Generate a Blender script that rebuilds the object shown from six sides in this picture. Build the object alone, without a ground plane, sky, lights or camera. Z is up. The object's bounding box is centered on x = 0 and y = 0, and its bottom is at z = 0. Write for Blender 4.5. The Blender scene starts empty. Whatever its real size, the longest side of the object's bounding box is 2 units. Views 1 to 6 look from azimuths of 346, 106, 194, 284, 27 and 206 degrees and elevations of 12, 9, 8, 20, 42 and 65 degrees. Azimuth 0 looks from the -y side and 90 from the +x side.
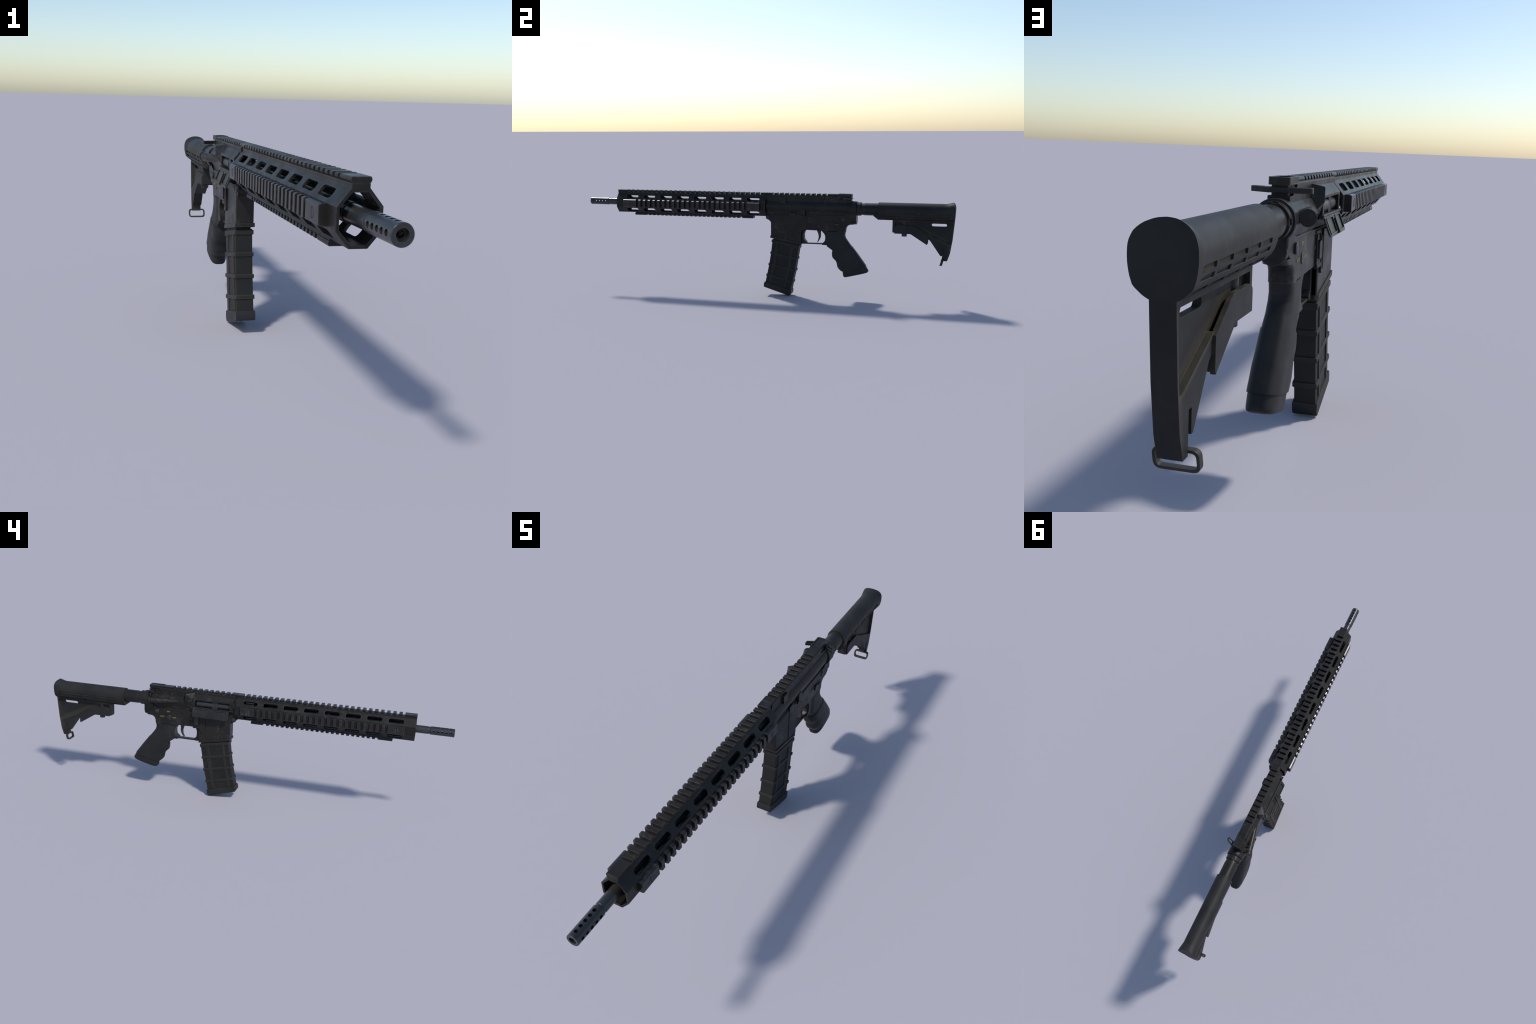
"""Black carbine rifle, built part by part.  Gun axis along y (muzzle at -y), z up.
All part coordinates are relative to the root empty, which stands on the gun's mid plane."""
import bpy, bmesh, math, random
from mathutils import Vector, Matrix

random.seed(7)
X0 = 0.0037                       # mid plane of the rifle in world x
BARREL_Z = 0.4747
TUBE_Z = 0.4685

# ----------------------------------------------------------------------------- materials
def node_mat(name, dark, light, grime, wear, rough=(0.42, 0.6), metal=0.0, spec=0.5,
             wear_amt=0.5, grime_amt=0.8, grime_dist=0.012, occ_range=(0.10, 0.55), streak=0.5, edge_r=0.0025, bump=0.08,
             stain=None, stain_amt=0.0, fouling=False, dust_lines=()):
    m = bpy.data.materials.new(name)
    m.use_nodes = True
    nt = m.node_tree
    N, L = nt.nodes, nt.links
    bsdf = N["Principled BSDF"]
    bsdf.inputs["Metallic"].default_value = metal
    bsdf.inputs["Specular IOR Level"].default_value = spec

    def math_(op, a, b=None, clamp=False):
        n = N.new("ShaderNodeMath"); n.operation = op; n.use_clamp = clamp
        for i, v in enumerate((a, b)):
            if v is None: continue
            if isinstance(v, (int, float)): n.inputs[i].default_value = v
            else: L.new(v, n.inputs[i])
        return n.outputs[0]

    def ramp(v, a, b):
        n = N.new("ShaderNodeMapRange"); n.interpolation_type = "SMOOTHSTEP"
        L.new(v, n.inputs[0]); n.inputs[1].default_value = a; n.inputs[2].default_value = b
        return n.outputs[0]

    def noise(scale, detail=4.0, stretch=(1, 1, 1), rough_=0.55):
        mp = N.new("ShaderNodeMapping"); mp.inputs["Scale"].default_value = stretch
        L.new(pos, mp.inputs["Vector"])
        n = N.new("ShaderNodeTexNoise"); n.inputs["Scale"].default_value = scale
        n.inputs["Detail"].default_value = detail; n.inputs["Roughness"].default_value = rough_
        L.new(mp.outputs[0], n.inputs["Vector"])
        return n.outputs["Fac"]

    def mix(fac, a, b):
        n = N.new("ShaderNodeMix"); n.data_type = "RGBA"
        if isinstance(fac, (int, float)): n.inputs[0].default_value = fac
        else: L.new(fac, n.inputs[0])
        for i, v in ((6, a), (7, b)):
            if isinstance(v, tuple): n.inputs[i].default_value = (*v, 1)
            else: L.new(v, n.inputs[i])
        return n.outputs[2]

    geo = N.new("ShaderNodeNewGeometry")
    pos = geo.outputs["Position"]
    blotch = ramp(noise(9.0, 5), 0.38, 0.66)
    speck = ramp(noise(60.0, 5, rough_=0.65), 0.50, 0.72)
    base = mix(blotch, dark, light)
    # fine vertical rubbing marks
    rub = ramp(noise(26.0, 5, (1.0, 6.0, 0.55), 0.7), 0.56, 0.74)
    base = mix(math_("MULTIPLY", rub, streak * 0.5), base, wear)
    base = mix(math_("MULTIPLY", speck, 0.22), base, light)
    # rubbed patches, brighter clouds
    patch = math_("MULTIPLY", ramp(noise(13.0, 5, rough_=0.6), 0.50, 0.64), ramp(noise(85.0, 5, rough_=0.7), 0.44, 0.62))
    base = mix(math_("MULTIPLY", patch, wear_amt * 0.8), base, wear)
    # edges: where a rounded normal leaves the true one
    bev = N.new("ShaderNodeBevel"); bev.samples = 4; bev.inputs["Radius"].default_value = edge_r
    dot = N.new("ShaderNodeVectorMath"); dot.operation = "DOT_PRODUCT"
    L.new(bev.outputs[0], dot.inputs[0]); L.new(geo.outputs["Normal"], dot.inputs[1])
    edge = ramp(math_("SUBTRACT", 1.0, dot.outputs["Value"]), 0.004, 0.09)
    # crevices
    ao = N.new("ShaderNodeAmbientOcclusion"); ao.samples = 6; ao.only_local = False
    ao.inputs["Distance"].default_value = grime_dist
    occ = ramp(math_("SUBTRACT", 1.0, ao.outputs["AO"]), *occ_range)
    edge_out = math_("MULTIPLY", edge, math_("SUBTRACT", 1.0, occ, True))
    edge_out = math_("MULTIPLY", edge_out, ramp(noise(45.0, 4), 0.28, 0.56))
    base = mix(math_("MULTIPLY", edge_out, wear_amt), base, wear)
    gm = math_("MULTIPLY", occ, ramp(noise(30.0, 5), 0.30, 0.62))
    base = mix(math_("MULTIPLY", gm, grime_amt), base, grime)
    if stain:
        st = ramp(noise(6.5, 4), 0.52, 0.68)
        base = mix(math_("MULTIPLY", st, stain_amt), base, stain)
    for ny, nz, c, width in dust_lines:           # dust banked up along an edge: distance to a line in side view
        sep = N.new("ShaderNodeSeparateXYZ"); L.new(pos, sep.inputs[0])
        d = math_("SUBTRACT", math_("ADD", math_("MULTIPLY", sep.outputs[1], ny), math_("MULTIPLY", sep.outputs[2], nz)), c)
        bank = math_("MULTIPLY", math_("SUBTRACT", 1.0, ramp(d, 0.002, width)), ramp(d, -0.006, -0.003))
        nrm = N.new("ShaderNodeSeparateXYZ"); L.new(geo.outputs["Normal"], nrm.inputs[0])
        bank = math_("MULTIPLY", bank, math_("SUBTRACT", 1.0, ramp(nrm.outputs[1], 0.3, 0.7)))   # not on the butt face
        bank = math_("MULTIPLY", bank, ramp(noise(24.0, 5), 0.22, 0.52))
        base = mix(math_("MULTIPLY", bank, 0.75), base, (0.050, 0.0435, 0.0325))
    if fouling:                                   # dull brown towards the handguard
        sep = N.new("ShaderNodeSeparateXYZ"); L.new(pos, sep.inputs[0])
        soot = math_("MULTIPLY", ramp(sep.outputs[1], -0.862, -0.815), ramp(noise(14.0, 5), 0.2, 0.6))
        base = mix(math_("MULTIPLY", soot, 0.85), base, (0.040, 0.035, 0.027))
    L.new(base, bsdf.inputs["Base Color"])
    r = N.new("ShaderNodeMapRange"); L.new(noise(22.0, 5), r.inputs[0])
    r.inputs[1].default_value = 0.3; r.inputs[2].default_value = 0.7
    r.inputs[3].default_value = rough[0]; r.inputs[4].default_value = rough[1]
    rr = math_("ADD", r.outputs[0], math_("MULTIPLY", gm, 0.15), True)
    L.new(rr, bsdf.inputs["Roughness"])
    bp = N.new("ShaderNodeBump"); bp.inputs["Strength"].default_value = bump
    bp.inputs["Distance"].default_value = 0.002
    L.new(noise(330.0, 3), bp.inputs["Height"]); L.new(bp.outputs[0], bsdf.inputs["Normal"])
    return m

METAL = node_mat("anodised_metal", (0.0125, 0.0118, 0.0110), (0.0172, 0.0162, 0.0152), (0.0130, 0.0090, 0.0058),
                 (0.052, 0.048, 0.049), rough=(0.30, 0.47), spec=0.20, wear_amt=0.80, grime_dist=0.010, edge_r=0.0032)
STEEL = node_mat("blued_steel", (0.028, 0.030, 0.033), (0.042, 0.044, 0.047), (0.022, 0.018, 0.013),
                 (0.07, 0.07, 0.07), rough=(0.22, 0.31), metal=0.35, spec=0.5, wear_amt=0.4)
BARREL = node_mat("barrel_steel", (0.028, 0.030, 0.033), (0.042, 0.044, 0.047), (0.022, 0.018, 0.013),
                  (0.07, 0.07, 0.07), rough=(0.20, 0.32), metal=0.30, spec=0.55, wear_amt=0.4, fouling=True)
RAIL = node_mat("polished_rail_metal", (0.0105, 0.0100, 0.0095), (0.0150, 0.0142, 0.0135), (0.0130, 0.0090, 0.0058),
                (0.052, 0.048, 0.049), rough=(0.25, 0.37), spec=0.38, wear_amt=0.80, grime_dist=0.010, edge_r=0.0032, bump=0.03)
PIN = node_mat("worn_pin_metal", (0.026, 0.0265, 0.028), (0.034, 0.035, 0.037), (0.014, 0.012, 0.01),
               (0.06, 0.06, 0.062), rough=(0.38, 0.50), metal=0.1, spec=0.3, wear_amt=0.6)
POLYMER = node_mat("moulded_polymer", (0.0128, 0.0133, 0.0140), (0.0175, 0.0180, 0.0186), (0.030, 0.024, 0.014),
                   (0.030, 0.030, 0.029), rough=(0.46, 0.58), spec=0.25, wear_amt=0.4, grime_amt=0.7, grime_dist=0.014,
                   streak=0.15, bump=0.12, stain=(0.0185, 0.0165, 0.0120), stain_amt=0.5)
PANEL = node_mat("panel_polymer", (0.0112, 0.0112, 0.0110), (0.0150, 0.0149, 0.0145), (0.024, 0.020, 0.012),
                 (0.022, 0.022, 0.021), rough=(0.50, 0.62), spec=0.22, wear_amt=0.25, grime_amt=0.6, grime_dist=0.010,
                 streak=0.15, bump=0.12, stain=(0.0165, 0.0150, 0.0110), stain_amt=0.5)
DUST = node_mat("dusty_polymer", (0.030, 0.0265, 0.0195), (0.040, 0.0355, 0.0265), (0.030, 0.025, 0.016),
                (0.032, 0.030, 0.026), rough=(0.55, 0.68), spec=0.2, wear_amt=0.2, grime_amt=0.3, streak=0.0, bump=0.12,
                stain=(0.0150, 0.0145, 0.0135), stain_amt=0.75)
GRIPM = node_mat("grip_polymer", (0.0115, 0.0120, 0.0128), (0.0165, 0.0170, 0.0176), (0.030, 0.024, 0.014),
                 (0.026, 0.026, 0.025), rough=(0.46, 0.58), spec=0.25, wear_amt=0.3, grime_amt=0.6, grime_dist=0.012,
                 streak=0.1, bump=0.12, stain=(0.0165, 0.0150, 0.0120), stain_amt=0.3)
BUTT = node_mat("stock_polymer", (0.0160, 0.0162, 0.0166), (0.0230, 0.0231, 0.0234), (0.046, 0.0390, 0.0270),
                (0.030, 0.030, 0.029), rough=(0.46, 0.58), spec=0.16, wear_amt=0.35, grime_amt=1.0, grime_dist=0.045, occ_range=(0.03, 0.34),
                streak=0.15, bump=0.12, stain=(0.020, 0.018, 0.0135), stain_amt=0.35)
WEB = node_mat("stock_web_polymer", (0.0160, 0.0162, 0.0166), (0.0230, 0.0231, 0.0234), (0.040, 0.0340, 0.0240),
               (0.030, 0.030, 0.029), rough=(0.48, 0.60), spec=0.16, wear_amt=0.3, grime_amt=0.7, grime_dist=0.02,
               streak=0.15, bump=0.12, dust_lines=((0.42, 0.907, 0.6858, 0.024), (-0.996, 0.09, -0.9560, 0.022)))
COVER = node_mat("cover_metal", (0.0118, 0.0122, 0.0112), (0.0155, 0.0160, 0.0148), (0.010, 0.008, 0.006),
                 (0.055, 0.051, 0.052), rough=(0.36, 0.46), spec=0.28, wear_amt=0.5, edge_r=0.0032)
LOOPM = node_mat("loop_metal", (0.024, 0.022, 0.0175), (0.036, 0.033, 0.026), (0.028, 0.022, 0.014),
                 (0.06, 0.056, 0.048), rough=(0.42, 0.55), spec=0.3, metal=0.15)

PAINT = bpy.data.materials.new("yellow_paint"); PAINT.use_nodes = True
_nt = PAINT.node_tree; _b = _nt.nodes["Principled BSDF"]
_n = _nt.nodes.new("ShaderNodeTexNoise"); _n.inputs["Scale"].default_value = 400
_r = _nt.nodes.new("ShaderNodeValToRGB")
_r.color_ramp.elements[0].position = 0.3; _r.color_ramp.elements[0].color = (0.12, 0.11, 0.03, 1)
_r.color_ramp.elements[1].position = 0.7; _r.color_ramp.elements[1].color = (0.24, 0.22, 0.06, 1)
_tc = _nt.nodes.new("ShaderNodeTexCoord")
_nt.links.new(_tc.outputs["Object"], _n.inputs["Vector"])
_nt.links.new(_n.outputs["Fac"], _r.inputs[0]); _nt.links.new(_r.outputs[0], _b.inputs["Base Color"])
_b.inputs["Roughness"].default_value = 0.6

# ----------------------------------------------------------------------------- helpers
COL = bpy.context.scene.collection
root = bpy.data.objects.new("carbine_rifle", None)
root.location = (X0, 0, 0)
root["label"] = "black carbine rifle with slotted quad rail handguard and collapsible stock"
root["category"] = "rifle"
COL.objects.link(root)

def link(name, me, parent, mat=None, loc=(0, 0, 0)):
    ob = bpy.data.objects.new(name, me)
    if mat is not None and not me.materials: me.materials.append(mat)
    ob.parent = parent; ob.location = loc
    COL.objects.link(ob)
    return ob

def bake(ob):
    """apply all modifiers of ob"""
    dg = bpy.context.evaluated_depsgraph_get(); dg.update()
    me = bpy.data.meshes.new_from_object(ob.evaluated_get(dg))
    old = ob.data; ob.modifiers.clear(); ob.data = me
    bpy.data.meshes.remove(old)
    return ob

def finish(bm, name, mat, parent, bevel=0.0012, segs=2, angle=38, loc=(0, 0, 0), cutters=None, weld=False, dust=None):
    """bmesh -> object; cut, bevel the sharp edges, smooth by angle"""
    if weld: bmesh.ops.remove_doubles(bm, verts=bm.verts, dist=1e-5)
    bmesh.ops.recalc_face_normals(bm, faces=bm.faces)
    me = bpy.data.meshes.new(name); bm.to_mesh(me); bm.free()
    ob = link(name, me, parent, mat, loc)
    if cutters is not None:
        bmesh.ops.recalc_face_normals(cutters, faces=cutters.faces)
        cm = bpy.data.meshes.new("cutter"); cutters.to_mesh(cm); cutters.free()
        co = link("cutter", cm, parent)
        md = ob.modifiers.new("cut", "BOOLEAN"); md.object = co; md.operation = "DIFFERENCE"; md.solver = "EXACT"
        bake(ob)
        bpy.data.objects.remove(co); bpy.data.meshes.remove(cm)
    if bevel:
        md = ob.modifiers.new("bevel", "BEVEL"); md.width = bevel; md.segments = segs
        md.limit_method = "ANGLE"; md.angle_limit = math.radians(angle); md.use_clamp_overlap = True
        md.miter_outer = "MITER_ARC"
        if dust is not None:                      # the rounded edges hold the dust
            ob.data.materials.append(dust); md.material = 1
        bake(ob)
    return smooth(ob, angle, name)

def smooth(ob, angle=38, name=None):
    me = ob.data
    if name: me.name = name
    for p in me.polygons: p.use_smooth = True
    me.set_sharp_from_angle(angle=math.radians(angle))
    md = ob.modifiers.new("normals", "WEIGHTED_NORMAL"); md.keep_sharp = True; md.weight = 80
    bake(ob)
    return ob

def carve(ob, bm):
    """subtract one more set of cutters from an object"""
    bmesh.ops.recalc_face_normals(bm, faces=bm.faces)
    cm = bpy.data.meshes.new("cutter"); bm.to_mesh(cm); bm.free()
    co = link("cutter", cm, root)
    md = ob.modifiers.new("cut", "BOOLEAN"); md.object = co; md.operation = "DIFFERENCE"; md.solver = "EXACT"
    bake(ob)
    bpy.data.objects.remove(co); bpy.data.meshes.remove(cm)

def ease(ob, width, angle=38, segs=2):
    """bevel the edges of a carved object, then smooth it"""
    md = ob.modifiers.new("bevel", "BEVEL"); md.width = width; md.segments = segs; md.limit_method = "ANGLE"
    md.angle_limit = math.radians(angle); md.use_clamp_overlap = True; md.miter_outer = "MITER_ARC"
    bake(ob)
    return smooth(ob, angle)

PLACE = {"x": lambda p, t: (t, p[0], p[1]),      # outline given as (y, z)
         "y": lambda p, t: (p[0], t, p[1]),      # outline given as (x, z)
         "z": lambda p, t: (p[0], p[1], t)}      # outline given as (x, y)

def prism(poly, axis, a, b, bm=None, taper=None):
    """extrude a 2D outline along an axis from a to b"""
    bm = bm or bmesh.new()
    f = PLACE[axis]
    va = [bm.verts.new(f(p, a)) for p in poly]
    vb = [bm.verts.new(f(p, b)) for p in (taper or poly)]
    bm.faces.new(va); bm.faces.new(vb[::-1])
    for i in range(len(poly)):
        j = (i + 1) % len(poly)
        bm.faces.new((va[i], vb[i], vb[j], va[j]))
    return bm

def box(x, y, z, bm=None):
    return prism([(y[0], z[0]), (y[1], z[0]), (y[1], z[1]), (y[0], z[1])], "x", x[0], x[1], bm)

def ring_pts(c, r, n=32, a0=0.0, a1=360.0, closed=True):
    m = n if closed else n - 1
    return [(c[0] + r * math.cos(math.radians(a0 + (a1 - a0) * i / m)),
             c[1] + r * math.sin(math.radians(a0 + (a1 - a0) * i / m))) for i in range(n)]

def disc(axis, c, r, a, b, bm=None, n=32):
    return prism(ring_pts(c, r, n), axis, a, b, bm)

def slot_pts(c, length, width, n=7):
    """stadium outline, long side along the first coordinate"""
    h, r = length / 2 - width / 2, width / 2
    out = [(c[0] + h + r * math.cos(t), c[1] + r * math.sin(t)) for t in
           [math.pi * (-0.5 + i / (n - 1)) for i in range(n)]]
    out += [(c[0] - h - r * math.cos(t), c[1] - r * math.sin(t)) for t in
            [math.pi * (-0.5 + i / (n - 1)) for i in range(n)]]
    return out

def round_poly(poly, r, n=4):
    """round the corners of a convex or concave outline; r is one radius or one per corner"""
    out = []
    m = len(poly)
    for i in range(m):
        p, a, b = Vector(poly[i]), Vector(poly[i - 1]), Vector(poly[(i + 1) % m])
        ri = r[i] if isinstance(r, (list, tuple)) else r
        if ri <= 0: out.append(tuple(p)); continue
        u, v = (a - p).normalized(), (b - p).normalized()
        d = min(ri, (a - p).length * 0.48, (b - p).length * 0.48)
        s, e = p + u * d, p + v * d
        for k in range(n + 1):
            t = k / n
            out.append(tuple((1 - t) ** 2 * s + 2 * t * (1 - t) * p + t * t * e))
    return out

def loft(sections, bm=None, cap=True):
    """skin a list of closed rings of equal length"""
    bm = bm or bmesh.new()
    rings = [[bm.verts.new(p) for p in s] for s in sections]
    n = len(rings[0])
    for A, B in zip(rings, rings[1:]):
        for i in range(n):
            j = (i + 1) % n
            bm.faces.new((A[i], B[i], B[j], A[j]))
    if cap:
        bm.faces.new(rings[0]); bm.faces.new(rings[-1][::-1])
    return bm

def lathe_y(profile, cx, cz, n=48, bm=None, cap=True):
    """turn (y, radius) about an axis along y"""
    return loft([[(cx + r * math.cos(2 * math.pi * i / n), y, cz + r * math.sin(2 * math.pi * i / n))
                  for i in range(n)] for y, r in profile], bm, cap)

def tube_between(p, q, r0, r1, n=28, bm=None):
    p, q = Vector(p), Vector(q); d = (q - p).normalized()
    u = d.cross(Vector((0, 0, 1))).normalized(); w = u.cross(d)
    return loft([[tuple(c + r * (math.cos(2 * math.pi * i / n) * u + math.sin(2 * math.pi * i / n) * w))
                  for i in range(n)] for c, r in ((p, r0), (q, r1))], bm)

def interp(pts, t):
    """piecewise linear through (t, a, b, ...) rows"""
    for A, B in zip(pts, pts[1:]):
        if t <= B[0] or B is pts[-1]:
            f = (t - A[0]) / (B[0] - A[0])
            return [a + f * (b - a) for a, b in zip(A[1:], B[1:])]

def frange(a, b, n):
    return [a + (b - a) * i / (n - 1) for i in range(n)]

# ----------------------------------------------------------------------------- barrel and muzzle brake
bm = lathe_y([(-0.884, 0.0108), (-0.884, 0.0168), (-0.882, 0.0180), (-0.790, 0.0180), (-0.786, 0.0170)], 0, BARREL_Z)
barrel = finish(bm, "barrel", BARREL, root, bevel=0)
bm = lathe_y([(-0.7868, 0.0150), (-0.7860, 0.0196), (-0.755, 0.0196), (-0.752, 0.0165), (-0.42, 0.0165), (-0.415, 0.0205), (-0.36, 0.0205),
              (-0.355, 0.0165), (-0.05, 0.0175), (-0.048, 0.0265), (0.055, 0.0265)], 0, BARREL_Z)
finish(bm, "barrel_shank", METAL, barrel, bevel=0)

brake = lathe_y([(-0.9995, 0.0108), (-1.0, 0.0180), (-0.9985, 0.0192), (-0.8915, 0.0192), (-0.8900, 0.0182),
                 (-0.8885, 0.0165), (-0.880, 0.0165)], 0, BARREL_Z, n=56)
cut = disc("y", (0, BARREL_Z), 0.0108, -1.02, -0.896, n=32)
muzzle = finish(brake, "muzzle_brake", STEEL, root, bevel=0, cutters=cut)
PORTS = [-0.9815 + 0.0186 * k for k in range(5)]
cut = bmesh.new()
for y in PORTS: disc("x", (y, BARREL_Z + 0.0008), 0.0058, -0.03, 0.03, cut, 18)
carve(muzzle, cut)
cut = bmesh.new()
for y in PORTS: disc("z", (0, y), 0.0058, 0.44, 0.51, cut, 18)
carve(muzzle, cut)
ease(muzzle, 0.0007)
bore = lathe_y([(-0.9900, 0.0070), (-0.9900, 0.0108), (-0.9870, 0.0108), (-0.9870, 0.0070)], 0, BARREL_Z, n=32, cap=False)
finish(bore, "muzzle_bore", STEEL, muzzle, bevel=0)

# ----------------------------------------------------------------------------- handguard
HG0, HG1 = -0.8245, 0.034
oct_out = [(0.017, 0.5225), (0.0422, 0.4915), (0.0422, 0.4495), (0.017, 0.4190)]
oct_in = [(0.0140, 0.5152), (0.0358, 0.4895), (0.0358, 0.4520), (0.0135, 0.4258)]
mirror = lambda half: half + [(-x, z) for x, z in half[::-1]]
NECK, FLARE, TOP = 0.0170, 0.0192, 0.0176       # half widths of a rail profile
def rail_hat(z0, z1, s=1):
    """dovetail cap of a rail: z0 where it leaves the neck, z1 the flat top"""
    h = z1 - z0
    return mirror([(TOP, z1), (FLARE, z0 + h * 0.66), (FLARE, z0 + h * 0.36), (NECK, z0)])[::s]

outer = [(-0.017, 0.4190), (0.017, 0.4190), (0.0422, 0.4495), (0.0422, 0.4915), (0.017, 0.5225),
         (NECK, 0.5312), (-NECK, 0.5312), (-0.017, 0.5225), (-0.0422, 0.4915), (-0.0422, 0.4495)]
hg = prism(outer, "y", HG0, HG1)
cut = prism(mirror(oct_in), "y", HG0 - 0.02, HG1 + 0.02)
hg_tmp = finish(hg, "handguard", METAL, root, bevel=0, cutters=cut)
# lightening slots, eight in each of the four slanted faces
cut = bmesh.new()
SLOT0, SLOT_STEP, SLOT_LEN = -0.7332, 0.0995, 0.0705
for sx in (1, -1):
    for (ax, az), (bx, bz), width in (((0.017, 0.5225), (0.0422, 0.4915), 0.0218), ((0.017, 0.4190), (0.0422, 0.4495), 0.0235)):
        mid = Vector(((ax + bx) / 2, 0, (az + bz) / 2))
        along = Vector((bx - ax, 0, bz - az)).normalized()
        nrm = Vector((mid.x, 0, mid.z - 0.4705)); nrm = (nrm - along * nrm.dot(along)).normalized()
        h, w = SLOT_LEN / 2, width / 2
        for k in range(8):
            y0 = SLOT0 + SLOT_STEP * k
            pts = round_poly([(y0 - h, -w), (y0 + h, -w), (y0 + h, w), (y0 - h, w)], 0.0105, 6)
            ring = []
            for d in (-0.012, 0.012):
                ring.append([(sx * (mid + along * b + nrm * d).x, y, (mid + along * b + nrm * d).z) for y, b in pts])
            loft(ring, cut)
carve(hg_tmp, cut)
handguard = ease(hg_tmp, 0.0009, 28)

# top rail: solid block, teeth, solid block
def top_piece(y0, y1, name, parent):
    c = (y0 + y1) / 2
    bm = prism([(x, z - 0.538) for x, z in rail_hat(0.5313, 0.5420)], "y", y0 - c, y1 - c)
    return finish(bm, name, METAL, parent, bevel=0.0004, segs=1, angle=22, loc=(0, c, 0.538))
top_piece(HG0 - 0.0002, -0.7690, "rail_block", handguard)
top_piece(0.0038, HG1, "rail_block", handguard)
PITCH, TOOTH = 0.02815, 0.0150
first = None
for k in range(27):
    y = -0.0246 - PITCH * k + TOOTH / 2 - 0.0004
    if first is None: first = top_piece(y - TOOTH / 2, y + TOOTH / 2, "rail_tooth", handguard)
    else: link("rail_tooth", first.data, handguard, loc=(0, y, 0.538))

# side rails
def side_profile(x0, x1, z0=0.4502, z1=0.4912, c=0.0060, d=0.0024):
    """rail section: the long edges fall away in a shallow chamfer (c along, d down)"""
    return [(x0, z0), (x1 - c, z0), (x1, z0 + d), (x1, z1 - d), (x1 - c, z1), (x0, z1)]
SIDE_OUT = 0.0578
for s in (1, -1):
    base = prism([(s * x, z) for x, z in side_profile(0.0405, 0.0478, 0.4516, 0.4898, 0.001, 0.001)], "y", -0.776, 0.0045)
    rail = finish(base, "side_rail", METAL, handguard, bevel=0.0008, segs=1)
    for y0, y1, yb in ((-0.7768, -0.7000, -0.7405), (-0.0630, 0.0052, -0.0325)):
        blk = prism([(s * x, z) for x, z in side_profile(0.0410, SIDE_OUT)], "y", y0, y1)
        # round recess that holds the slotted screw
        cut = disc("x", (yb, 0.4703), 0.0112, s * (SIDE_OUT - 0.0014), s * (SIDE_OUT + 0.004), n=28)
        finish(blk, "rail_block", RAIL, handguard, bevel=0.0005, segs=1, angle=20, cutters=cut)
        scr = disc("x", (yb, 0.4703), 0.0100, s * (SIDE_OUT - 0.004), s * (SIDE_OUT + 0.0002), n=28)
        cut = box(sorted((s * (SIDE_OUT - 0.0014), s * (SIDE_OUT + 0.004))), (yb - 0.0011, yb + 0.0011), (0.4603, 0.4803))
        finish(scr, "slotted_screw", PIN, handguard, bevel=0.0005, segs=1, cutters=cut)
    proto = None
    for k in range(22):
        y = -0.6869 + 0.02842 * k + 0.0068
        if proto is None:
            bm = prism([(s * x, z - 0.4705) for x, z in side_profile(0.0425, SIDE_OUT)], "y", -0.0068, 0.0068)
            proto = finish(bm, "rail_tooth", RAIL, handguard, bevel=0.0005, segs=1, angle=20, loc=(0, y, 0.4705))
        else: link("rail_tooth", proto.data, handguard, loc=(0, y, 0.4705))

# bottom rail
def bottom_piece(y0, y1, name):
    c = (y0 + y1) / 2
    prof = [(x, -(z - 0.538)) for x, z in rail_hat(0.5310, 0.5420)]
    bm = prism([(x, z) for x, z in prof], "y", y0 - c, y1 - c)
    return finish(bm, name, METAL, handguard, bevel=0.0007, segs=1, loc=(0, c, 0.4085))
base = box((-0.0165, 0.0165), (-0.724, -0.042), (0.4115, 0.4200))
finish(base, "bottom_rail", METAL, handguard, bevel=0.0008, segs=1)
bottom_piece(-0.7245, -0.6560, "rail_block")
bottom_piece(-0.1010, -0.0405, "rail_block")
proto = None
for k in range(22):
    y = -0.6365 + 0.02445 * k
    if proto is None: proto = bottom_piece(y - 0.0068, y + 0.0068, "rail_tooth")
    else: link("rail_tooth", proto.data, handguard, loc=(0, y, 0.4085))

# ----------------------------------------------------------------------------- upper receiver
UR0, UR1 = 0.0355, 0.4850
# neck with the rail foot; a groove for the charging handle on both sides
neck = [(0.0205, 0.5320), (0.0205, 0.5050), (0.0195, 0.4930)]
neck_poly = [(-0.0205, 0.4930), (0.0205, 0.4930), (0.0205, 0.5310), (NECK, 0.5345), (-NECK, 0.5345), (-0.0205, 0.5310)]
bm = prism(neck_poly, "y", UR0, 0.4835)
cut = box((-0.05, 0.05), (0.4560, 0.50), (0.5100, 0.5600))
upper = finish(bm, "upper_receiver", METAL, root, bevel=0, cutters=cut)
# slots along both sides in which the charging handle slides
cut = bmesh.new()
for s in (1, -1):
    prism(round_poly([(0.4285, 0.5140), (0.4700, 0.5140), (0.4700, 0.5300), (0.4285, 0.5300)], [0.006, 0, 0, 0.006]), "x", s * 0.0165, s * 0.03, cut)
carve(upper, cut)
ease(upper, 0.0010)
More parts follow.
